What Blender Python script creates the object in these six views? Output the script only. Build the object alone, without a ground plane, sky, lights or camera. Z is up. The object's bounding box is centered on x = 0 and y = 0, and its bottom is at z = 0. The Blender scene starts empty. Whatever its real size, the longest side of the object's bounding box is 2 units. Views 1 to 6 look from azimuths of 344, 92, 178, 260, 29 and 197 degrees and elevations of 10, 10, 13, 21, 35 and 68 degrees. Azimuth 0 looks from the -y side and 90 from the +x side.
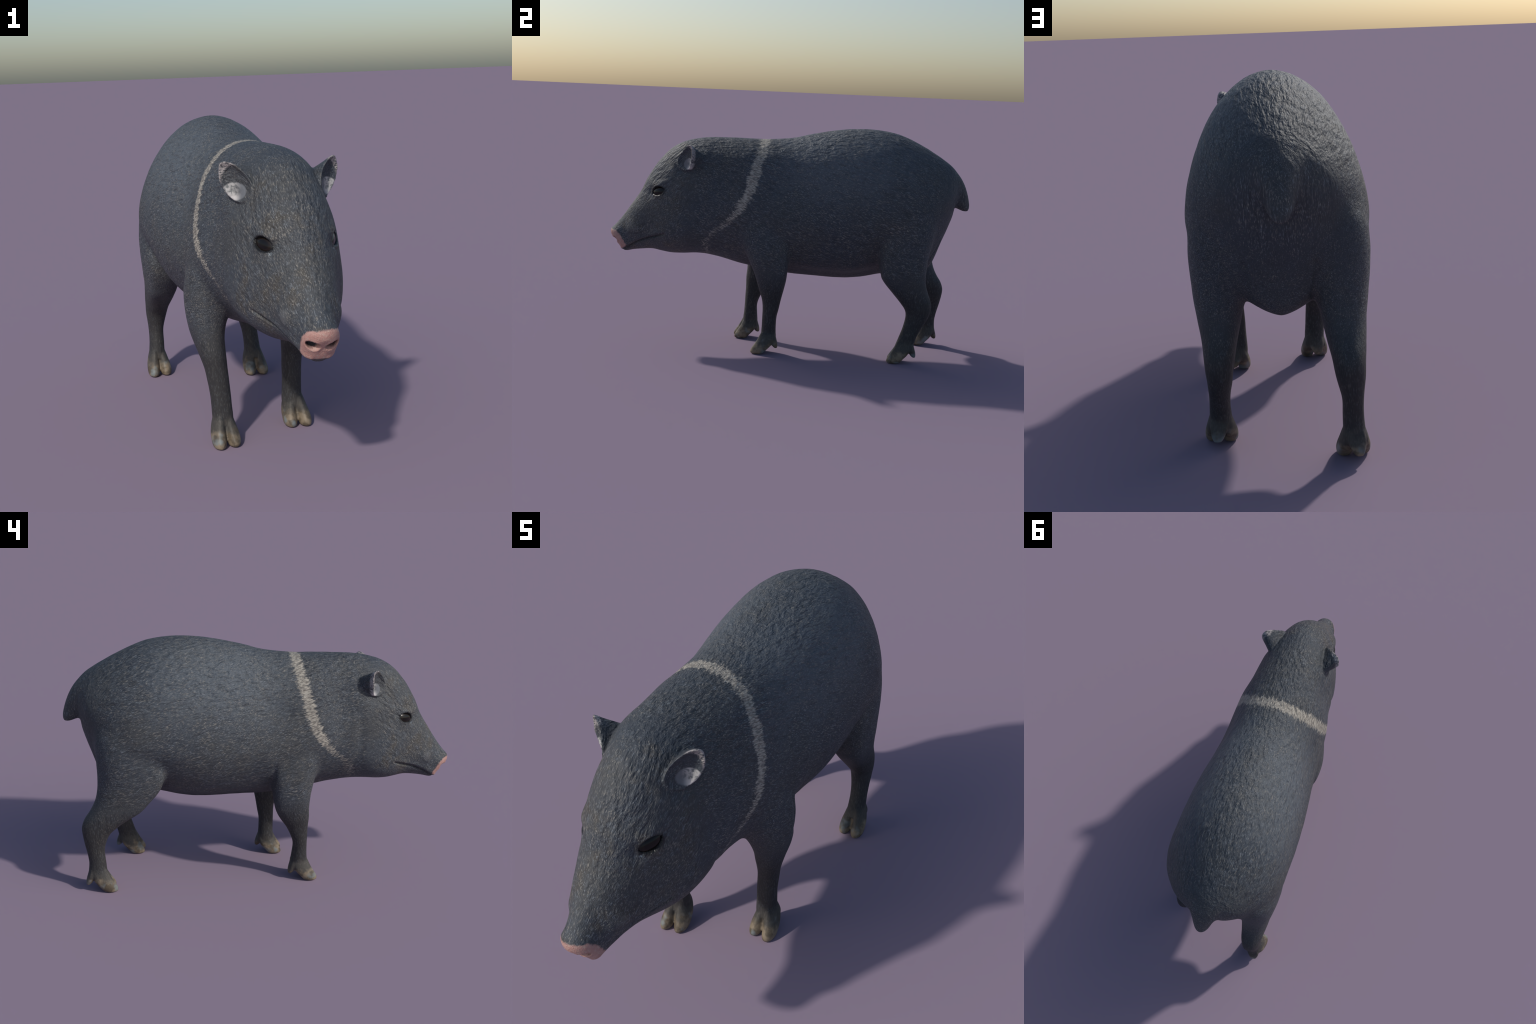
"""Collared peccary, built procedurally: lofted trunk, limbs, feet, ears and tail are fused into
one skin, relief is modelled on it, and the skin is then divided into anatomical parts."""
import bpy, bmesh, math, random
import numpy as np
from mathutils import Vector, Matrix, noise as mnoise
from mathutils.bvhtree import BVHTree

random.seed(7)
VOXEL = 0.0042

# ------------------------------------------------------------------ helpers
def catmull(table, x):
    a = np.asarray(table, float)
    flat = a.ndim == 1
    if flat:
        a = a[:, None]
    i = np.clip(np.floor(x).astype(int), 0, len(a) - 2)
    t = (x - i)[:, None]
    g = lambda k: a[np.clip(k, 0, len(a) - 1)]
    p0, p1, p2, p3 = g(i - 1), g(i), g(i + 1), g(i + 2)
    r = .5 * (2 * p1 + (p2 - p0) * t + (2 * p0 - 5 * p1 + 4 * p2 - p3) * t ** 2
              + (3 * p1 - p0 - 3 * p2 + p3) * t ** 3)
    return r[:, 0] if flat else r

def resample(table, per):
    n = len(table)
    return catmull(table, np.linspace(0, n - 1, (n - 1) * per + 1))

def sstep(a, b, x):
    t = np.clip((x - a) / (b - a), 0, 1)
    return t * t * (3 - 2 * t)

def loft_arrays(rings):
    """rings: (n, m, 3) -> closed tube with fan caps"""
    n, m, _ = rings.shape
    verts = rings.reshape(-1, 3).tolist()
    faces = []
    for i in range(n - 1):
        for j in range(m):
            k = (j + 1) % m
            faces.append((i * m + j, i * m + k, (i + 1) * m + k, (i + 1) * m + j))
    c0 = len(verts); verts.append(rings[0].mean(0).tolist())
    c1 = len(verts); verts.append(rings[-1].mean(0).tolist())
    for j in range(m):
        k = (j + 1) % m
        faces.append((c0, k, j))
        faces.append((c1, (n - 1) * m + j, (n - 1) * m + k))
    return verts, faces

PIECES = []
def add_piece(rings):
    PIECES.append(loft_arrays(np.asarray(rings)))

def super_xy(m, px):
    th = np.linspace(0, 2 * np.pi, m, endpoint=False)
    c, s = np.cos(th), np.sin(th)
    return np.sign(c) * abs(c) ** (2 / px), np.sign(s) * abs(s) ** (2 / px)

# ------------------------------------------------------------------ trunk and head
# ring: top point (y, z), bottom point (y, z), half width, height fraction of the widest level,
#       roundness above it, roundness below it
TRUNK = [
 (-0.990, .590, -0.944, .534, .030, .58, 2.2, 2.0),
 (-0.995, .610, -0.926, .513, .053, .58, 2.5, 2.0),
 (-0.989, .629, -0.914, .503, .062, .57, 2.5, 2.0),
 (-0.967, .650, -0.895, .503, .064, .54, 2.3, 2.0),
 (-0.930, .695, -0.860, .511, .073, .495, 2.2, 2.1),
 (-0.886, .757, -0.810, .519, .091, .45, 2.1, 2.1),
 (-0.823, .851, -0.750, .523, .114, .396, 2.08, 2.17),
 (-0.784, .930, -0.700, .515, .134, .343, 2.06, 2.18),
 (-0.728, 1.018, -0.640, .508, .163, .300, 2.06, 2.19),
 (-0.660, 1.088, -0.580, .509, .184, .272, 2.04, 2.2),
 (-0.581, 1.134, -0.510, .513, .202, .294, 2.09, 2.2),
 (-0.478, 1.157, -0.440, .510, .213, .355, 2.17, 2.15),
 (-0.360, 1.163, -0.360, .493, .223, .400, 2.12, 1.92),
 (-0.240, 1.163, -0.270, .468, .245, .430, 2.08, 1.70),
 (-0.130, 1.163, -0.150, .447, .257, .436, 2.00, 1.74),
 (0.000, 1.175, 0.000, .424, .266, .422, 1.95, 1.74),
 (0.140, 1.207, 0.140, .415, .282, .402, 1.92, 1.74),
 (0.300, 1.235, 0.300, .409, .298, .395, 1.93, 1.74),
 (0.430, 1.242, 0.420, .420, .304, .402, 1.93, 1.66),
 (0.550, 1.229, 0.540, .444, .306, .404, 1.90, 1.52),
 (0.650, 1.198, 0.650, .454, .304, .420, 1.80, 1.48),
 (0.750, 1.150, 0.738, .468, .275, .470, 1.73, 1.50),
 (0.840, 1.097, 0.800, .500, .218, .560, 1.72, 1.55),
 (0.900, 1.052, 0.850, .630, .157, .590, 1.78, 1.80),
 (0.932, 0.990, 0.900, .770, .090, .56, 1.80, 2.0),
]
def head_bend(y):
    """the muzzle points a touch towards -x"""
    t = np.clip((-0.58 - y) / 0.39, 0, 1.2)
    return -0.018 * t ** 1.3

T = resample(TRUNK, 6)
th = np.linspace(0, 2 * np.pi, 120, endpoint=False)
c, s = np.cos(th), np.sin(th)
pw = np.where(s > 0, T[:, 6:7], T[:, 7:8])
tx = T[:, 4:5] * np.sign(c) * abs(c) ** (2 / pw)
tv = np.sign(s) * abs(s) ** (2 / pw)
tf = T[:, 5:6]
h = np.where(tv > 0, tf + (1 - tf) * tv, tf * (1 + tv))
ty = T[:, 2:3] + (T[:, 0:1] - T[:, 2:3]) * h
tz = T[:, 3:4] + (T[:, 1:2] - T[:, 3:4]) * h
ty = ty + .030 * (tx / .066) ** 2 * sstep(-.86, -.95, ty)          # the muzzle is rounded in plan
def head_yaw(x, y):
    """and turns with it: one side lies a little further forward"""
    return -.045 * x * sstep(-.40, -.62, y) - .05 * x * sstep(-.80, -.95, y)
tx = tx - np.sign(tx) * .024 * np.exp(-((ty + .555) / .050) ** 2 - ((tz - 1.01) / .050) ** 2)      # the ears sit in shallow dips
add_piece(np.stack([tx + head_bend(ty), ty + head_yaw(tx, ty), tz], -1))

# ------------------------------------------------------------------ limbs: (z, x_in, x_out, y_front, y_back)
def limb(table, sign, full, p=2.2, per=5, m=64):
    t = resample(table, per)
    th = np.linspace(0, 2 * np.pi, m, endpoint=False)
    ct, st = np.cos(th), np.sin(th)
    # thighs are flat-sided in front, upper arms behind (the elbow); both only on the outer side
    corner = np.clip(ct, 0, 1) ** .5 * np.clip(st * full, 0, 1) ** .5
    pz = p + 2.6 * corner * sstep(.34, .44, t[:, :1]) * sstep(.72, .56, t[:, :1])
    ux = np.sign(ct) * abs(ct) ** (2 / pz)
    uy = np.sign(st) * abs(st) ** (2 / pz)
    cx, rx = (t[:, 1] + t[:, 2]) / 2, (t[:, 2] - t[:, 1]) / 2
    cy, ry = (t[:, 3] + t[:, 4]) / 2, (t[:, 4] - t[:, 3]) / 2
    x = sign * (cx[:, None] + rx[:, None] * ux)
    y = cy[:, None] + ry[:, None] * uy
    add_piece(np.stack([x, y, np.repeat(t[:, :1], m, 1)], -1))

FORE_R = [(.075, .122, .198, -.240, -.158), (.10, .119, .200, -.238, -.153), (.15, .122, .202, -.234, -.157),
          (.20, .124, .206, -.232, -.157), (.25, .127, .211, -.230, -.140), (.30, .130, .218, -.228, -.114),
          (.36, .131, .235, -.228, -.072), (.42, .128, .252, -.226, -.046), (.50, .110, .266, -.233, -.032),
          (.60, .090, .270, -.252, -.024), (.70, .070, .258, -.270, -.040), (.80, .06, .235, -.265, -.07), (.88, .05, .19, -.24, -.11)]
FORE_L = [(.075, .126, .202, -.118, -.036), (.10, .124, .205, -.115, -.033), (.15, .127, .206, -.112, -.034),
          (.20, .130, .208, -.111, -.033), (.25, .131, .212, -.111, -.022), (.30, .132, .219, -.118, -.012),
          (.36, .131, .235, -.138, .001), (.42, .128, .252, -.156, .013), (.50, .110, .266, -.190, .020),
          (.60, .090, .270, -.234, .014), (.70, .070, .260, -.258, -.010), (.80, .06, .235, -.240, -.05), (.88, .05, .19, -.22, -.09)]
HIND_R = [(.075, .184, .256, .785, .884), (.10, .183, .256, .790, .882), (.15, .182, .252, .795, .880),
          (.22, .180, .251, .800, .893), (.29, .163, .258, .778, .907), (.335, .155, .262, .732, .911),
          (.377, .145, .267, .678, .897), (.418, .136, .273, .622, .870), (.465, .126, .277, .580, .849),
          (.52, .112, .287, .535, .838), (.60, .095, .296, .500, .838), (.70, .08, .299, .495, .845),
          (.80, .05, .282, .52, .850), (.90, .02, .22, .58, .83)]
HIND_L = [(.075, .181, .255, .615, .720), (.10, .179, .255, .624, .721), (.15, .182, .252, .642, .736),
          (.20, .180, .252, .658, .760), (.25, .171, .254, .668, .789), (.29, .165, .258, .660, .800),
          (.337, .155, .263, .624, .798), (.38, .147, .268, .586, .783), (.43, .135, .277, .542, .767),
          (.47, .125, .284, .516, .764), (.52, .112, .292, .502, .768), (.60, .095, .298, .50, .776),
          (.70, .08, .300, .495, .796), (.80, .05, .282, .52, .812), (.90, .02, .22, .58, .81)]
limb(FORE_R, -1, 1); limb(FORE_L, 1, 1); limb(HIND_R, -1, -1); limb(HIND_L, 1, -1)

# ------------------------------------------------------------------ feet: two cloven toes and a dewclaw each
# toe levels: (z, y_front, y_back, half_width, splay) relative to the fetlock's front
TOE = [(.000, -.045, .018, .0200, .0300), (.006, -.049, .025, .0245, .0300), (.022, -.047, .040, .0275, .0295),
       (.045, -.033, .062, .0275, .0275), (.070, -.017, .076, .0250, .0235), (.095, -.004, .080, .0220, .0190),
       (.115, .006, .076, .0180, .0160)]
# dewclaw levels: (z, y_front, y_back, half_width) relative to the fetlock's back
DEW = [(.030, .000, .009, .010), (.036, -.010, .013, .016), (.055, -.025, .012, .025), (.080, -.030, .005, .031), (.112, -.030, -.004, .029)]
FEET = []   # cx, y_front, y_back, outward sign
def foot(cx, yf, yb, sign, dew_shift=0.012):
    FEET.append((cx, yf, yb, sign))
    ux, uy = super_xy(40, 2.5)
    t = resample(TOE, 5)
    for side in (-1, 1):
        ahead = -0.004 if side == sign else 0.004
        cy, ry = (t[:, 1] + t[:, 2]) / 2, (t[:, 2] - t[:, 1]) / 2
        taper = 1 - .30 * np.clip(-uy, 0, 1) ** 2
        x = cx + side * t[:, 4:5] + t[:, 3:4] * ux * taper - side * .006 * np.clip(-uy, 0, 1)[None] * 0
        y = yf + ahead + cy[:, None] + ry[:, None] * uy
        add_piece(np.stack([x, y, np.repeat(t[:, :1], 40, 1)], -1))
    t = resample(DEW, 4)
    cy, ry = (t[:, 1] + t[:, 2]) / 2, (t[:, 2] - t[:, 1]) / 2
    drift = sign * dew_shift * (1 - (t[:, :1] - .03) / .08)
    x = cx + drift + t[:, 3:4] * ux
    y = yb + cy[:, None] + ry[:, None] * uy
    add_piece(np.stack([x, y, np.repeat(t[:, :1], 40, 1)], -1))
foot(-.160, -.238, -.153, -1)
foot(.172, -.115, -.033, 1)
foot(-.219, .790, .882, -1)
foot(.218, .628, .720, 1)

# ------------------------------------------------------------------ tail flap (z, half width, y_front, y_back)
TAIL = [(.815, .010, .974, .991), (.822, .022, .948, .994), (.845, .040, .900, .998), (.88, .052, .86, .993),
        (.93, .068, .830, .979), (.98, .088, .80, .955), (1.03, .10, .76, .918), (1.07, .10, .72, .86)]
t = resample(TAIL, 5)
ux, uy = super_xy(40, 2.0)
add_piece(np.stack([t[:, 1:2] * ux, ((t[:, 2] + t[:, 3]) / 2)[:, None] + ((t[:, 3] - t[:, 2]) / 2)[:, None] * uy,
                    np.repeat(t[:, :1], 40, 1)], -1))

# ------------------------------------------------------------------ ears: rim loop, cup inside, bulging back
RIM = np.array([(.138, -.578, 1.081), (.158, -.559, 1.104), (.178, -.544, 1.118), (.198, -.527, 1.123), (.211, -.515, 1.113),
                (.215, -.512, 1.082), (.212, -.514, 1.055), (.205, -.517, 1.036), (.191, -.524, 1.011), (.172, -.534, .991),
                (.158, -.558, .982), (.140, -.587, .995), (.124, -.602, 1.022), (.125, -.597, 1.054)])
def closed(tab, per):
    n = len(tab)
    big = np.vstack([tab[-2:], tab, tab[:3]])
    return catmull(big, np.linspace(2, n + 2, n * per, endpoint=False))
def ear(sign):
    rim = closed(RIM, 6)
    cen = rim.mean(0)
    pit = np.array([.152, -.538, 1.046])
    base = cen + np.array([-.046, .056, -.030])
    rings = []
    for sc, mv in [(.10, 1.0), (.40, .95), (.66, .74), (.84, .40), (.94, .12)]:            # inner cup
        rings.append(cen + (rim - cen) * sc + (pit - cen) * mv)
    rings.append(rim)
    rings.append(cen + (rim - cen) * 1.03 + (base - cen) * .07)                            # rounded rim
    for sc, mv in [(1.00, .22), (.93, .45), (.88, .75), (.82, 1.1), (.7, 1.5)]:             # back of the ear
        rings.append(cen + (rim - cen) * sc + (base - cen) * mv)
    r = np.array(rings)
    r[..., 1] -= .009 * sign
    r[..., 0] *= sign
    add_piece(r)
ear(-1); ear(1)

# ------------------------------------------------------------------ fuse into one skin
joined = bpy.data.meshes.new("skin")
allv, allf = [], []
for v, f in PIECES:
    o = len(allv)
    allv += v
    allf += [tuple(i + o for i in q) for q in f]
joined.from_pydata(allv, [], allf)
bm = bmesh.new(); bm.from_mesh(joined)
# recalculating per island keeps every piece facing outwards
bmesh.ops.recalc_face_normals(bm, faces=bm.faces)
bm.to_mesh(joined); bm.free()
helper = bpy.data.objects.new("skin_helper", joined)
bpy.context.collection.objects.link(helper)
md = helper.modifiers.new("fuse", 'REMESH')
md.mode = 'VOXEL'; md.voxel_size = VOXEL; md.adaptivity = 0
dg = bpy.context.evaluated_depsgraph_get()
skin = bpy.data.meshes.new_from_object(helper.evaluated_get(dg))
bpy.data.objects.remove(helper)

nv = len(skin.vertices)
P = np.empty(nv * 3); skin.vertices.foreach_get("co", P); P = P.reshape(-1, 3)
ne = len(skin.edges)
E = np.empty(ne * 2, np.int32); skin.edges.foreach_get("vertices", E); E = E.reshape(-1, 2)
deg = np.bincount(E.ravel(), minlength=nv).astype(float)[:, None]

def laplace(P, weight, iters, lam=.5):
    w = weight[:, None] * lam
    for _ in range(iters):
        S = np.zeros_like(P)
        for k in range(3):
            S[:, k] = np.bincount(E[:, 0], P[E[:, 1], k], nv) + np.bincount(E[:, 1], P[E[:, 0], k], nv)
        P = P + w * (S / deg - P)
    return P

def vnormals(P):
    skin.vertices.foreach_set("co", P.ravel()); skin.update()
    n = np.empty(nv * 3); skin.vertices.foreach_get("normal", n)
    return n.reshape(-1, 3)

def bump3(P, c, r):
    d = (P - np.asarray(c)) / np.asarray(r)
    return np.exp(-(d * d).sum(1) * 2)

x, y, z = P.T
earm = np.maximum(bump3(P, (.175, -.52, 1.045), (.12, .12, .12)), bump3(P, (-.175, -.52, 1.045), (.12, .12, .12)))
fine = np.clip(sstep(.10, .16, z) + .3, 0, 1) * (1 - .6 * np.clip(earm * 1.3, 0, 1)) * (1 - .6 * sstep(-.93, -.96, y))
P = laplace(P, fine, 6)
# soften where limbs and tail grow out of the trunk
joint = np.zeros(nv)
for cc, r, a in [((-.2, -.15, .66), (.16, .26, .34), 1), ((.2, -.12, .66), (.16, .26, .34), 1),
                 ((-.2, .70, .70), (.24, .36, .36), 1), ((.2, .68, .70), (.24, .36, .36), 1), ((0, .87, .97), (.24, .16, .24), 1)]:
    joint = np.maximum(joint, a * np.clip(bump3(P, cc, r) * 1.6 - .15, 0, 1))
P = laplace(P, joint, 130)

# ------------------------------------------------------------------ relief
N = vnormals(P)
x, y, z = P.T
D = np.zeros(nv)
ax = np.abs(x - head_bend(y))

def polyline_dist(Y, Z, pts):
    best = np.full(len(Y), 9.); par = np.zeros(len(Y))
    pts = np.asarray(pts, float); L = 0
    total = np.sum(np.linalg.norm(np.diff(pts, axis=0), axis=1))
    for a, b in zip(pts[:-1], pts[1:]):
        d = b - a; l = np.linalg.norm(d)
        t = np.clip(((Y - a[0]) * d[0] + (Z - a[1]) * d[1]) / l ** 2, 0, 1)
        q = np.hypot(Y - a[0] - t * d[0], Z - a[1] - t * d[1])
        m = q < best
        best[m] = q[m]; par[m] = ((L + t * l) / total)[m]
        L += l
    return best, par

head = sstep(-.40, -.50, y)
# mouth slit, with the upper lip slightly overhanging
MOUTH = resample([(-.652, .636), (-.690, .621), (-.722, .609), (-.782, .589), (-.846, .557), (-.890, .527), (-.915, .508)], 4)
d, t = polyline_dist(y, z, MOUTH)
side = sstep(.015, .03, ax)
D -= head * side * .012 * np.exp(-(d / .0055) ** 2) * sstep(0, .12, t)
D += head * side * .004 * np.exp(-((d - .016) / .012) ** 2) * sstep(0, .2, t) * (z > np.interp(y, MOUTH[::-1, 0], MOUTH[::-1, 1]))
# canine bulge on the upper lip, cheek, jaw-neck fold, brow
D += .010 * np.exp(-(((y + .845) / .045) ** 2 + ((z - .640) / .04) ** 2)) * side
D += .006 * np.exp(-(((y + .60) / .09) ** 2 + ((z - .68) / .10) ** 2)) * side
d, t = polyline_dist(y, z, resample([(-.44, .98), (-.455, .88), (-.465, .78), (-.46, .68), (-.43, .58)], 4))
D -= .005 * np.exp(-(d / .024) ** 2) * side * sstep(0, .3, t)
# hollows before and behind the shoulder blade, and either side of the rump ridge
D -= .017 * np.exp(-(((y + .01) / .18) ** 2 + ((z - .93) / .12) ** 2)) * sstep(.05, .15, ax)
D -= np.where(x < 0, .013, .002) * np.exp(-(((y + .36) / .08) ** 2 + ((z - .94) / .12) ** 2)) * sstep(.05, .15, ax)
# creases where the buttocks meet the hanging groin
d, t = polyline_dist(ax, z, [(.115, .66), (.112, .60), (.100, .54)])
D -= .007 * np.exp(-(d / .012) ** 2) * sstep(.66, .74, y)
D += np.where(x > 0, .008, .0) * np.exp(-(((y + .33) / .09) ** 2 + ((z - .80) / .10) ** 2)) * sstep(.05, .15, ax)
D += .008 * np.exp(-(((y - .005) / .05) ** 2 + ((z - .66) / .08) ** 2)) * sstep(.05, .15, ax)
# arm pit and flank folds
d, t = polyline_dist(y, z, resample([(-.03, .70), (-.028, .62), (-.02, .54), (-.01, .47)], 4))
D -= .006 * np.exp(-(d / .012) ** 2) * sstep(.1, .16, ax) * sstep(0, .4, t)
d, t = polyline_dist(y, z, resample([(.52, .70), (.51, .62), (.505, .55), (.52, .48)], 4))
D -= .006 * np.exp(-(d / .016) ** 2) * sstep(.1, .16, ax) * sstep(0, .4, t)
P = P + N * D[:, None]
# keeled belly
keel = .016 * np.exp(-((np.abs(P[:, 0]) - .095) / .055) ** 2) * sstep(-.45, -.8, N[:, 2]) * sstep(-.05, .1, y) * sstep(.70, .55, y) * sstep(.36, .39, z)
P[:, 2] += keel

# eyes: almond sockets with lids
EYE = [(-.112, -.714, .861), (.104, -.714, .861)]
EYES = []
skin.vertices.foreach_set("co", P.ravel()); skin.update()
bvh = BVHTree.FromPolygons([tuple(p) for p in P], [tuple(f.vertices) for f in skin.polygons])
N = vnormals(P)
for ex, ey, ez in EYE:
    sgn = 1 if ex > 0 else -1
    hit, nrm, _, _ = bvh.ray_cast(Vector((sgn * .5, ey, ez)), Vector((-sgn, 0, 0)))
    nrm = Vector(nrm); hit = Vector(hit)
    fw = Vector((0, -1, -.10)); fw = (fw - nrm * fw.dot(nrm)).normalized()   # towards the inner corner
    up = nrm.cross(fw); up = up if up.z > 0 else -up
    EYES.append((hit, nrm, fw, up))
    q = P - np.array(hit)
    a, b, dep = q @ np.array(fw), q @ np.array(up), q @ np.array(nrm)
    near = (np.abs(dep) < .06)
    half = .0225 * np.clip(1 - (a / .042) ** 2, 0, 1) ** .8 * np.where(b > 0, 1.05, .85)
    openw = np.where(near & (np.abs(a) < .042), sstep(1.15, .75, np.abs(b) / np.maximum(half, .002)), 0)
    r = np.hypot(a / .044, b / .029)
    lid = np.where(near, np.exp(-((r - .95) / .22) ** 2), 0)
    brow = np.where(near, np.exp(-((a + .002) / .05) ** 2 - ((b - .036) / .018) ** 2), 0)
    bag = np.where(near, np.exp(-((a - .005) / .04) ** 2 - ((b + .034) / .014) ** 2), 0)
    hollow = np.where(near, np.exp(-(r / 1.9) ** 2), 0)
    front = np.where(near, np.exp(-((a - .050) / .03) ** 2 - (b / .03) ** 2), 0)
    disp = -.020 * openw + .0035 * lid * (1 - openw) + .008 * brow + .004 * bag - .006 * hollow - .005 * front
    # wrinkle trailing back from the outer corner
    disp -= np.where(near, .0025 * np.exp(-((b - .004 + .15 * (a + .03)) / .004) ** 2) * sstep(-.03, -.04, a) * sstep(-.085, -.05, a), 0)
    P = P + np.array(nrm) * disp[:, None]

# nostrils on the muzzle disc
N = vnormals(P)
disc_c = np.array([0, -.963, .565]); up = np.array([0, -.072, .116]); up /= np.linalg.norm(up)
nrm = np.cross(up, [1, 0, 0]); nrm = nrm if nrm[1] < 0 else -nrm
disc_c[0] = float(head_bend(np.array([-.96]))[0])
q = P - disc_c
a, b, dep = q[:, 0], q @ up, q @ nrm
on = (dep > -.045) & (y < -.88)
for sgn in (-1, 1):
    u = a - sgn * .031; v = b - (.002 + .12 * sgn * u)
    r = np.hypot(u / .0215, v / .0185)
    P = P + nrm * np.where(on, -.036 * sstep(1.10, .66, r) + .0012 * np.exp(-((r - 1.25) / .25) ** 2), 0)[:, None]
P = P + nrm * np.where(on, -.004 * np.exp(-(a / .012) ** 2 - ((b + .02) / .03) ** 2) + .0 * a, 0)[:, None]

# low lumps of muscle and coat
N = vnormals(P)
lump = np.array([mnoise.noise(Vector(p) * 7) * .0022 + mnoise.noise(Vector(p) * 19 + Vector((3, 1, 7))) * .0008 for p in P])
calm = sstep(.08, .2, P[:, 2])
P = P + N * (lump * calm)[:, None]
P[:, 2] = np.maximum(P[:, 2], 0)
P[:, 2] -= P[:, 2].min()
N = vnormals(P)

# ------------------------------------------------------------------ materials
def rgb(h, k=1.0):
    return (h[0] * k, h[1] * k, h[2] * k, 1)

class Nodes:
    def __init__(self, name):
        self.m = bpy.data.materials.new(name)
        self.m.use_nodes = True
        self.t = self.m.node_tree
        self.t.nodes.clear()
    def new(self, kind, **kw):
        n = self.t.nodes.new(kind)
        for k, v in kw.items():
            setattr(n, k, v)
        return n
    def put(self, sock, v):
        if hasattr(v, "is_linked") or isinstance(v, bpy.types.NodeSocket):
            self.t.links.new(v, sock)
        else:
            sock.default_value = v
    def math(self, op, a, b=0.0, c=0.0, clamp=False):
        n = self.new("ShaderNodeMath", operation=op, use_clamp=clamp)
        self.put(n.inputs[0], a); self.put(n.inputs[1], b); self.put(n.inputs[2], c)
        return n.outputs[0]
    def vmath(self, op, a, b=(0, 0, 0)):
        n = self.new("ShaderNodeVectorMath", operation=op)
        self.put(n.inputs[0], a)
        if op == 'SCALE':
            self.put(n.inputs[3], b)
        else:
            self.put(n.inputs[1], b)
        return n.outputs[1] if op in ('DOT_PRODUCT', 'LENGTH', 'DISTANCE') else n.outputs[0]
    def step(self, a, b, x):
        n = self.new("ShaderNodeMapRange", interpolation_type='SMOOTHSTEP')
        self.put(n.inputs[0], x); self.put(n.inputs[1], a); self.put(n.inputs[2], b)
        return n.outputs[0]
    def mix(self, f, a, b):
        n = self.new("ShaderNodeMix", data_type='RGBA')
        self.put(n.inputs[0], f); self.put(n.inputs[6], a); self.put(n.inputs[7], b)
        return n.outputs[2]
    def fmix(self, f, a, b):
        n = self.new("ShaderNodeMix", data_type='FLOAT')
        self.put(n.inputs[0], f); self.put(n.inputs[2], a); self.put(n.inputs[3], b)
        return n.outputs[0]
    def noise(self, vec, scale, detail=2, rough=.5, dist=0.0):
        n = self.new("ShaderNodeTexNoise")
        self.put(n.inputs["Vector"], vec)
        n.inputs["Scale"].default_value = scale
        n.inputs["Detail"].default_value = detail
        n.inputs["Roughness"].default_value = rough
        n.inputs["Distortion"].default_value = dist
        return n.outputs[0]
    def comb(self, a, b, c):
        n = self.new("ShaderNodeCombineXYZ")
        self.put(n.inputs[0], a); self.put(n.inputs[1], b); self.put(n.inputs[2], c)
        return n.outputs[0]
    def curve(self, x, pts):
        n = self.new("ShaderNodeFloatCurve")
        cu = n.mapping.curves[0]
        while len(cu.points) < len(pts):
            cu.points.new(.5, .5)
        for p, q in zip(cu.points, pts):
            p.location = q
        n.mapping.update()
        self.put(n.inputs[1], x)
        return n.outputs[0]

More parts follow.
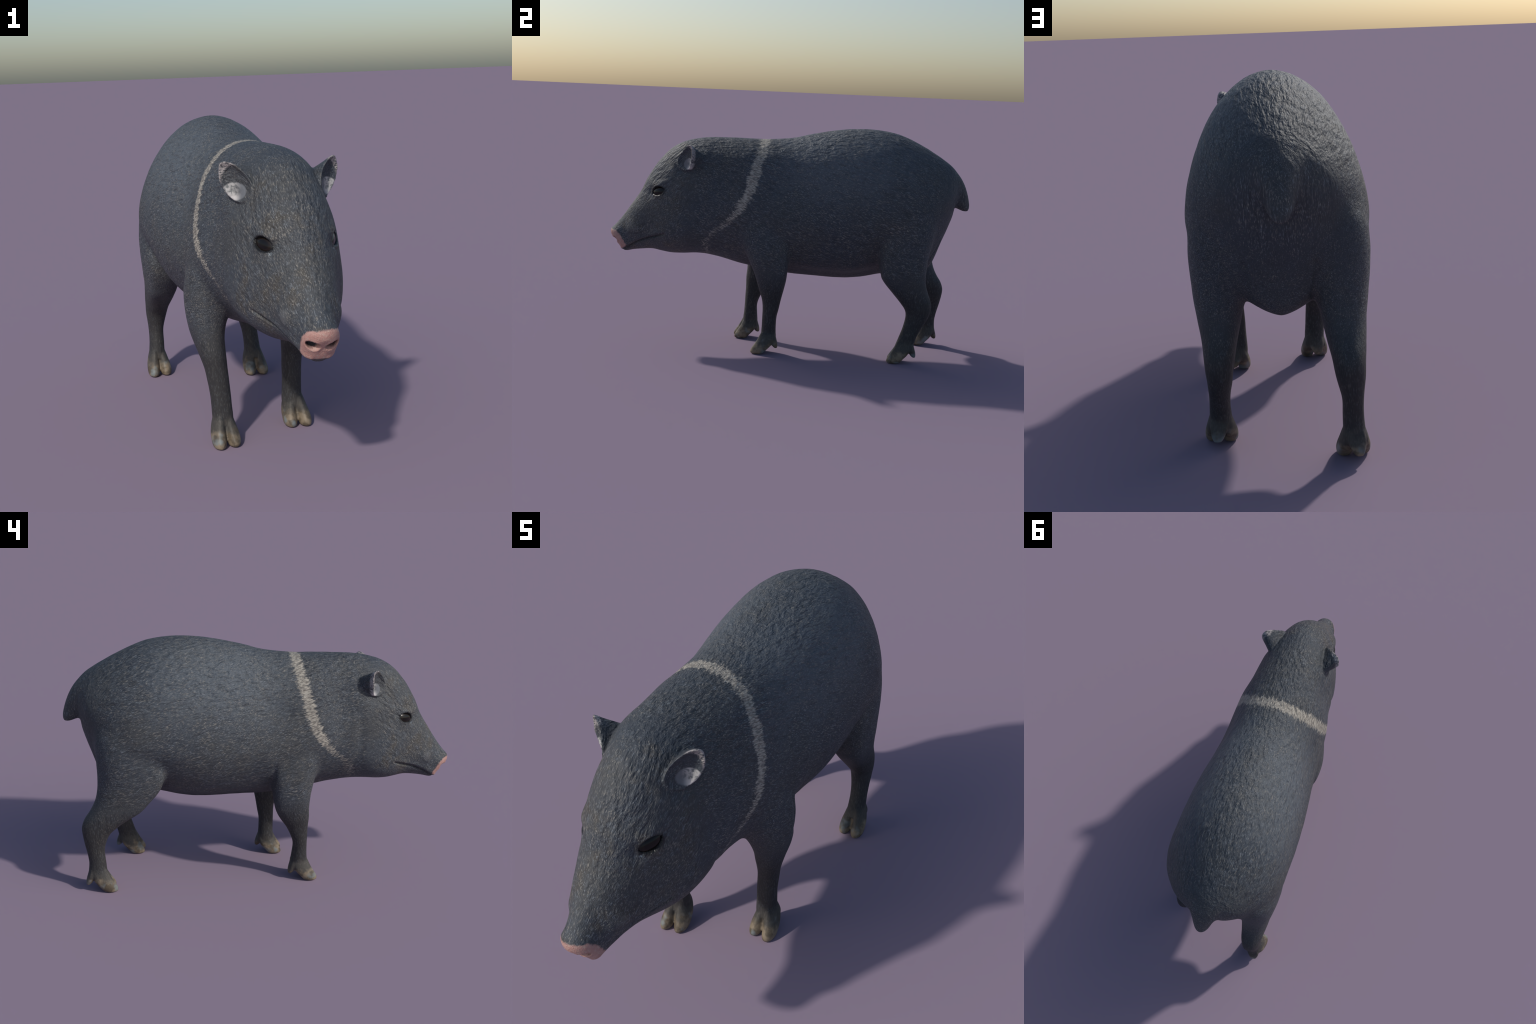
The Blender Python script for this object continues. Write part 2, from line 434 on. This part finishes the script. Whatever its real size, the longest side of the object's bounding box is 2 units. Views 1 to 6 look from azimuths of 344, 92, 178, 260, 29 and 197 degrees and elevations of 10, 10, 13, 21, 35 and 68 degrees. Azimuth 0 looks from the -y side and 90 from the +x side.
def hide(name, extra=None):
    """bristly dark hide; extra(nodes, env) may override colour, roughness and relief"""
    n = Nodes(name)
    pos = n.new("ShaderNodeTexCoord").outputs["Object"]
    sep = n.new("ShaderNodeSeparateXYZ"); n.put(sep.inputs[0], pos)
    X, Y, Z = sep.outputs
    AX = n.math('ABSOLUTE', X)
    warp = n.new("ShaderNodeTexNoise"); n.put(warp.inputs["Vector"], pos); warp.inputs["Scale"].default_value = 7
    w = n.vmath('SCALE', n.vmath('SUBTRACT', warp.outputs["Color"], (.5, .5, .5)), .018)
    q = n.vmath('ADD', pos, w)
    # coat direction fields: along the trunk, up the face, down the limbs
    def lay(direction, across, squash):
        d = Vector(direction).normalized()
        e = Vector((1, 0, 0))
        g = d.cross(e)
        return n.comb(n.math('MULTIPLY', n.vmath('DOT_PRODUCT', q, tuple(e)), across),
                      n.math('MULTIPLY', n.vmath('DOT_PRODUCT', q, tuple(d)), across * squash),
                      n.math('MULTIPLY', n.vmath('DOT_PRODUCT', q, tuple(g)), across))
    trunk = lay((0, 1, -.36), 1, .19)
    face = lay((0, .62, .55), 1, .24)
    down = lay((0, .12, 1), 1, .17)
    m_face = n.step(-.46, -.60, Y)
    m_down = n.math('MAXIMUM', n.step(.52, .36, Z), n.step(.80, .92, Y))
    trunk_short, face_short = lay((0, 1, -.30), 1, .34), lay((0, .62, .55), 1, .36)
    def field(scale, detail, rough, off, short=False):
        a = n.noise(n.vmath('ADD', trunk_short if short else trunk, (off, 0, 0)), scale, detail, rough)
        b = n.noise(n.vmath('ADD', face_short if short else face, (off, 3, 0)), scale, detail, rough)
        c_ = n.noise(n.vmath('ADD', down, (off, 7, 0)), scale, detail, rough)
        return n.fmix(m_down, n.fmix(m_face, a, b), c_)
    strand = field(330, 2, .6, 0)
    strand2 = field(215, 2, .55, 11)
    tuft = field(72, 3, .62, 5)
    ridge = n.step(.30, .72, field(56, 2, .55, 21, True))
    patch = n.noise(pos, 4.5, 3, .55)
    patch2 = n.noise(n.vmath('ADD', pos, (4, 9, 2)), 9, 3, .6)
    limb_m = n.step(.50, .30, Z)
    # under-colour
    base = n.mix(n.step(.35, .65, patch), (.050, .058, .070, 1), (.056, .060, .065, 1))
    base = n.mix(n.math('MULTIPLY', n.step(.48, .70, patch2), n.math('MULTIPLY', m_face, .75)), base, (.066, .058, .047, 1))
    # blue-grey bloom high on the flanks, paler and bluer than the rest of the coat
    pale_blue_area = n.vmath('LENGTH', n.vmath('MULTIPLY', n.vmath('SUBTRACT', n.comb(AX, Y, Z), (.16, .28, 1.05)), (1 / .34, 1 / .60, 1 / .32)))
    pale_blue_area = n.step(1.0, .15, n.math('ADD', pale_blue_area, n.math('MULTIPLY', n.math('SUBTRACT', patch2, .5), .7)))
    base = n.mix(n.math('MULTIPLY', pale_blue_area, .8), base, (.098, .116, .136, 1))
    base = n.mix(n.math('MULTIPLY', limb_m, .92), base, (.031, .030, .030, 1))
    tip = n.mix(n.step(.42, .58, n.noise(q, 38, 2, .6)), (.185, .205, .225, 1), (.250, .235, .208, 1))
    # pale bristle tips
    f1 = n.step(.54, .70, strand)
    f2 = n.step(.54, .74, strand2)
    f = n.math('MAXIMUM', f1, n.math('MULTIPLY', f2, .8))
    dens = n.fmix(limb_m, n.math('ADD', .62, n.math('MULTIPLY', n.step(.3, .7, patch2), .38)), .24)
    f = n.math('MULTIPLY', f, dens, clamp=True)
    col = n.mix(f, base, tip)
    col = n.mix(n.math('MULTIPLY', n.step(.50, .30, tuft), .38), col, (.020, .022, .026, 1))
    # pale collar: its line across the shoulder, (height -> y)
    zn = n.math('DIVIDE', n.math('SUBTRACT', Z, .60), .60, clamp=True)
    yl = n.curve(zn, [(0, .10), (.10, .225), (.183, .375), (.267, .50), (.367, .60), (.467, .675), (.60, .7325), (.717, .7825), (.83, .83), (.95, .855), (1, .855)])
    yc = n.math('ADD', n.math('MULTIPLY', yl, .40), -.48)
    rag = n.math('MULTIPLY', n.math('SUBTRACT', tuft, .5), .060)
    dist = n.math('ABSOLUTE', n.math('ADD', n.math('SUBTRACT', Y, yc), rag))
    band = n.math('MULTIPLY', n.step(.054, .004, dist), n.fmix(n.step(.60, .92, Z), .42, 1))
    fib = n.math('ADD', n.math('MULTIPLY', n.math('SUBTRACT', strand, .5), 1.5), n.math('MULTIPLY', n.math('SUBTRACT', strand2, .5), 1.5))
    cm = n.step(.30, .85, n.math('ADD', band, n.math('MULTIPLY', fib, .55)))
    cm = n.math('MULTIPLY', cm, n.step(.05, .35, band))
    cream = n.mix(n.step(.35, .65, strand2), (.19, .172, .148, 1), (.46, .425, .36, 1))
    col = n.mix(n.math('MULTIPLY', cm, .85), col, cream)
    crest = n.math('MULTIPLY', n.step(.84, 1.06, n.math('ADD', Z, n.math('MULTIPLY', m_face, .14))), n.step(.97, .86, Y))
    height = n.math('ADD', n.math('MULTIPLY', tuft, .45), n.math('MULTIPLY', strand, .2))
    height = n.math('ADD', height, n.math('MULTIPLY', ridge, n.fmix(crest, .06, .42)))
    relief = n.fmix(limb_m, n.fmix(m_face, .9, .75), .45)
    env = dict(n=n, pos=pos, X=X, Y=Y, Z=Z, AX=AX, col=col, height=height, relief=relief, rough=.60, strand=strand,
               strand2=strand2, tuft=tuft, patch=patch, patch2=patch2, coat=0.0, spec=.32)
    if extra:
        extra(env)
    bs = n.new("ShaderNodeBsdfPrincipled")
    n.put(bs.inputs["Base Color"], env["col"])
    n.put(bs.inputs["Roughness"], env["rough"])
    n.put(bs.inputs["Specular IOR Level"], env["spec"])
    n.put(bs.inputs["Coat Weight"], env["coat"])
    bs.inputs["Coat Roughness"].default_value = .08
    bp = n.new("ShaderNodeBump")
    bp.inputs["Distance"].default_value = .013
    n.put(bp.inputs["Strength"], env["relief"])
    n.put(bp.inputs["Height"], env["height"])
    n.put(bs.inputs["Normal"], bp.outputs[0])
    out = n.new("ShaderNodeOutputMaterial")
    n.put(out.inputs[0], bs.outputs[0])
    return n.m

def face_extra(e):
    ear_extra(e)
    n = e["n"]
    # pink muzzle disc with a soft ragged border
    bend = n.math('ADD', e["X"], .017)
    along = n.vmath('DOT_PRODUCT', n.vmath('SUBTRACT', e["pos"], tuple(disc_c)), tuple(nrm))
    upd = n.vmath('DOT_PRODUCT', n.vmath('SUBTRACT', e["pos"], tuple(disc_c)), tuple(up))
    edge = n.math('ADD', along, n.math('MULTIPLY', n.math('SUBTRACT', n.noise(e["pos"], 60, 2), .5), .014))
    # the hair comes down further over the top rim than at the sides
    edge = n.math('ADD', edge, n.math('MULTIPLY', n.math('POWER', n.math('DIVIDE', bend, .066), 2.0), .026))
    lim = n.math('SUBTRACT', edge, n.math('MULTIPLY', n.step(.040, .066, upd), .012))
    pink_m = n.math('MULTIPLY', n.step(-.022, -.013, lim), n.step(-.064, -.056, upd))
    pink = n.mix(n.noise(e["pos"], 55, 4, .65), (.34, .175, .150, 1), (.54, .33, .285, 1))
    pink = n.mix(n.step(.50, .72, n.noise(e["pos"], 120, 2)), pink, (.46, .33, .28, 1))
    for sgn in (-1, 1):
        v = n.vmath('SUBTRACT', e["pos"], tuple(disc_c + np.array([sgn * .031, 0, 0]) + up * .002))
        r = n.vmath('LENGTH', n.comb(n.math('DIVIDE', n.vmath('DOT_PRODUCT', v, (1, 0, 0)), .0215), n.math('DIVIDE', n.vmath('DOT_PRODUCT', v, tuple(up)), .0185), 0))
        pink = n.mix(n.step(1.02, .78, r), pink, (.055, .038, .038, 1))
    e["col"] = n.mix(pink_m, e["col"], pink)
    e["relief"] = n.fmix(pink_m, e["relief"], .28)
    e["height"] = n.fmix(pink_m, e["height"], n.noise(e["pos"], 260, 3))
    e["rough"] = n.fmix(pink_m, e["rough"], .42)
    # pale bristles over the canine bulge, bare bluish lower lip, dark damp skin round the eyes
    for sgn in (-1, 1):
        v = n.vmath('LENGTH', n.vmath('MULTIPLY', n.vmath('SUBTRACT', e["pos"], (sgn * .085 - .014, -.848, .645)), (1 / .05, 1 / .034, 1 / .036)))
        e["col"] = n.mix(n.math('MULTIPLY', n.step(1.0, .2, v), n.math('MULTIPLY', e["strand2"], .9)), e["col"], (.17, .17, .17, 1))
    for hit, nr, fw, upv in EYES:
        v = n.vmath('SUBTRACT', e["pos"], tuple(hit))
        a = n.math('DIVIDE', n.vmath('DOT_PRODUCT', v, tuple(fw)), .054)
        b = n.math('DIVIDE', n.vmath('DOT_PRODUCT', v, tuple(upv)), .030)
        k = n.math('DIVIDE', n.vmath('DOT_PRODUCT', v, tuple(nr)), .06)
        r = n.vmath('LENGTH', n.comb(a, b, k))
        m = n.step(1.15, .75, r)
        e["col"] = n.mix(n.math('MULTIPLY', m, .9), e["col"], (.010, .010, .011, 1))
        e["rough"] = n.fmix(m, e["rough"], .30)
        # wet highlight at the inner eye corner, painted as a pale blue spot
        g = n.vmath('LENGTH', n.vmath('MULTIPLY', n.vmath('SUBTRACT', v, tuple(fw * .042 - upv * .020)), (1 / .014, 1 / .014, 1 / .010)))
        tm = n.math('MULTIPLY', n.step(1.0, .3, g), n.step(.42, .60, n.noise(e["pos"], 130, 2)))
        e["col"] = n.mix(n.math('MULTIPLY', tm, .8), e["col"], (.30, .36, .40, 1))
        e["rough"] = n.fmix(tm, e["rough"], .12)

def ear_extra(e):
    n = e["n"]
    P2 = n.comb(e["AX"], n.math('ADD', e["Y"], n.math('MULTIPLY', e["X"], .045)), e["Z"])
    c0 = Vector(RIM.mean(0))
    d0 = n.vmath('SUBTRACT', P2, tuple(c0))
    A = n.vmath('DOT_PRODUCT', d0, (.75, .66, 0))          # across the opening, outwards
    B = n.vmath('DOT_PRODUCT', d0, (0, 0, 1))
    F = n.vmath('DOT_PRODUCT', d0, (.66, -.75, 0))         # out of the opening
    inside = n.math('MULTIPLY', n.step(-.034, -.018, F), n.step(-.052, -.040, A))
    wob = n.math('MULTIPLY', n.math('SUBTRACT', e["patch2"], .5), .3)
    v = n.vmath('LENGTH', n.comb(n.math('DIVIDE', n.math('ADD', A, -.002), .043), n.math('DIVIDE', n.math('ADD', B, .036), .031), 0))
    m = n.math('MULTIPLY', n.step(1.08, .88, n.math('ADD', v, wob)), inside)
    lobe = n.mix(n.step(.42, .62, n.noise(e["pos"], 85, 3, .6)), (.44, .43, .42, 1), (.17, .18, .18, 1))
    lobe = n.mix(n.step(-.044, -.056, B), lobe, (.50, .48, .47, 1))
    lobe = n.mix(n.step(.010, -.025, A), lobe, (.14, .15, .165, 1))
    rv = n.vmath('LENGTH', n.comb(n.math('DIVIDE', A, .060), n.math('DIVIDE', B, .069), 0))
    fr = n.math('MULTIPLY', n.step(.72, .86, n.math('ADD', rv, wob)), n.step(-.030, -.016, F))
    fr = n.math('MULTIPLY', fr, n.step(-.020, .010, A))
    fr = n.math('MULTIPLY', fr, n.step(-.030, -.010, B))
    fr = n.math('MULTIPLY', fr, n.step(.34, .54, n.noise(n.vmath('MULTIPLY', e["pos"], (.5, .5, 1)), 190, 2)))
    e["col"] = n.mix(n.math('MULTIPLY', fr, .92), e["col"], (.36, .33, .32, 1))
    e["col"] = n.mix(m, e["col"], lobe)
    e["relief"] = n.fmix(m, e["relief"], .3)

def foot_extra(e):
    n = e["n"]
    top = n.math('ADD', e["Z"], n.math('MULTIPLY', n.math('SUBTRACT', n.noise(e["pos"], 26, 2), .5), .09))
    horn_m = n.step(.075, .035, top)
    a = n.noise(e["pos"], 24, 3, .6)
    horn = n.mix(n.step(.38, .60, a), (.10, .078, .052, 1), (.24, .19, .13, 1))
    horn = n.mix(n.step(.50, .66, n.noise(n.vmath('ADD', e["pos"], (5, 2, 8)), 17, 2)), horn, (.19, .215, .215, 1))
    skin_m = n.step(.13, .085, top)
    e["col"] = n.mix(n.math('MULTIPLY', skin_m, .55), e["col"], n.mix(e["strand2"], (.045, .042, .036, 1), (.13, .115, .095, 1)))
    e["col"] = n.mix(n.math('MULTIPLY', horn_m, .9), e["col"], horn)
    e["relief"] = n.fmix(skin_m, e["relief"], .25)
    e["rough"] = n.fmix(horn_m, e["rough"], .5)

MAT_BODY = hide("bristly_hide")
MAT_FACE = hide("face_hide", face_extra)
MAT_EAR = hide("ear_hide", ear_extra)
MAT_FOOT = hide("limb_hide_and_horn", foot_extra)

# ------------------------------------------------------------------ divide the skin into anatomical parts
nf = len(skin.polygons)
lt = np.empty(nf, np.int32); skin.polygons.foreach_get("loop_total", lt)
ls = np.empty(nf, np.int32); skin.polygons.foreach_get("loop_start", ls)
lv = np.empty(len(skin.loops), np.int32); skin.loops.foreach_get("vertex_index", lv)
cen = np.zeros((nf, 3))
fid = np.repeat(np.arange(nf), lt)
for k in range(3):
    cen[:, k] = np.bincount(fid, P[lv, k], nf) / lt
fx, fy, fz = cen.T
NAMES = ["torso", "neck", "head", "snout", "tail", "ear", "ear.001", "forelimb", "forelimb.001", "hindlimb", "hindlimb.001"]
part = np.zeros(nf, int)
part[fy < -.17 + (fz - 1.0) * .35] = 1
part[fy < -.44] = 2
dsc = (cen - disc_c) @ nrm
part[(dsc > -.045) & (fy < -.80)] = 3
part[(fy > .86) & (fz > .80) & (np.abs(fx) < .06 + (fz - .81) * .25) & (fz < .97)] = 4
# an ear is what stands clear of the trunk loft
hw = np.interp(fz, [.98, 1.02, 1.06, 1.10, 1.13], [.170, .160, .147, .128, .10])
earf = (np.abs(fx) > hw + .003) & (fy < -.42) & (fy > -.60) & (fz > .955 + .0) & (np.abs(fx) > .125)
part[earf & (fx < 0)] = 5
part[earf & (fx > 0)] = 6
fl = (fz < .50 + .25 * np.clip((np.abs(fx) - .12) / .12, 0, 1)) & (fy < .05) & (fy > -.34) & (np.abs(fx) > .085)
fl &= (fy < .03 - .1 * sstep(.45, .7, fz)) & (fy > -.30 + 0 * fz)
part[fl & (fx < 0)] = 7
part[fl & (fx > 0)] = 8
hl = (fz < .55 + .15 * np.clip((np.abs(fx) - .12) / .12, 0, 1)) & (fy > .50) & (np.abs(fx) > .075)
part[hl & (fx < 0)] = 9
part[hl & (fx > 0)] = 10
# hooves and dewclaws of each foot
feet_names = []
for i, (cx, yf, yb, sg) in enumerate(FEET):
    inb = (np.abs(fx - cx) < .09) & (fy > yf - .09) & (fy < yb + .06)
    dew = inb & (fz > .02) & (fz < .105) & (fy > yb - .004 + np.clip(.06 - fz, -.1, .04) * .2)
    hoof = inb & (fz < .052) & ~dew
    for s_, nm in ((-1, 'a'), (1, 'b')):
        part[hoof & ((fx - cx) * s_ > 0)] = 11 + i * 3 + (0 if s_ < 0 else 1)
    part[dew] = 11 + i * 3 + 2

root = bpy.data.objects.new("peccary", None)
bpy.context.collection.objects.link(root)
root["label"] = "standing dark grey collared peccary with pink snout and pale collar"
root["category"] = "wild pig"

def make_part(idx, name, mat, parent):
    sel = np.where(part == idx)[0]
    if len(sel) == 0:
        return None
    loops = np.concatenate([np.arange(ls[f], ls[f] + lt[f]) for f in sel])
    vids = lv[loops]
    used, inv = np.unique(vids, return_inverse=True)
    me = bpy.data.meshes.new(name.split('.')[0])
    starts = np.concatenate([[0], np.cumsum(lt[sel])[:-1]])
    me.vertices.add(len(used)); me.vertices.foreach_set("co", P[used].ravel())
    me.loops.add(len(inv)); me.loops.foreach_set("vertex_index", inv.astype(np.int32))
    me.polygons.add(len(sel)); me.polygons.foreach_set("loop_start", starts.astype(np.int32))
    me.update(calc_edges=True)
    me.validate()
    me.polygons.foreach_set("use_smooth", np.ones(len(me.polygons), bool))
    me.materials.append(mat)
    me.normals_split_custom_set_from_vertices(N[used].tolist())
    ob = bpy.data.objects.new(name, me)
    bpy.context.collection.objects.link(ob)
    ob.parent = parent
    return ob

objs = {}
mats = {2: MAT_FACE, 3: MAT_FACE, 5: MAT_EAR, 6: MAT_EAR, 7: MAT_FOOT, 8: MAT_FOOT, 9: MAT_FOOT, 10: MAT_FOOT}
for i, nm in enumerate(NAMES):
    objs[i] = make_part(i, nm, mats.get(i, MAT_BODY), root)
for i in range(4):
    for k, nm in enumerate(("hoof", "hoof", "dewclaw")):
        make_part(11 + i * 3 + k, nm, MAT_FOOT, objs[7 + i])
bpy.data.meshes.remove(skin)
bpy.data.meshes.remove(joined)

# ------------------------------------------------------------------ eyes
def eye_material():
    n = Nodes("dark_eye")
    bs = n.new("ShaderNodeBsdfPrincipled")
    pos = n.new("ShaderNodeTexCoord").outputs["Object"]
    r = n.vmath('LENGTH', n.vmath('MULTIPLY', pos, (1, 1, 0)))
    col = n.mix(n.step(.42, .52, r), (.006, .005, .005, 1), (.013, .009, .007, 1))
    col = n.mix(n.step(.62, .72, r), col, (.012, .012, .013, 1))
    n.put(bs.inputs["Base Color"], col)
    bs.inputs["Roughness"].default_value = .25
    bs.inputs["Coat Weight"].default_value = .15
    bs.inputs["Coat Roughness"].default_value = .04
    bs.inputs["Specular IOR Level"].default_value = .25
    n.put(n.new("ShaderNodeOutputMaterial").inputs[0], bs.outputs[0])
    return n.m
MAT_EYE = eye_material()
me = bpy.data.meshes.new("eye")
bm = bmesh.new()
bmesh.ops.create_uvsphere(bm, u_segments=40, v_segments=24, radius=1.0)
for f in bm.faces:
    f.smooth = True
bm.to_mesh(me); bm.free()
me.materials.append(MAT_EYE)
for i, (hit, nr, fw, upv) in enumerate(EYES):
    ob = bpy.data.objects.new("eye" if i == 0 else "eye.001", me)
    bpy.context.collection.objects.link(ob)
    ob.parent = objs[2]
    ob.location = hit - nr * .0260
    ob.rotation_mode = 'QUATERNION'
    ob.rotation_quaternion = Matrix((fw, nr.cross(fw), nr)).transposed().to_quaternion()
    ob.scale = (.052, .031, .0225)
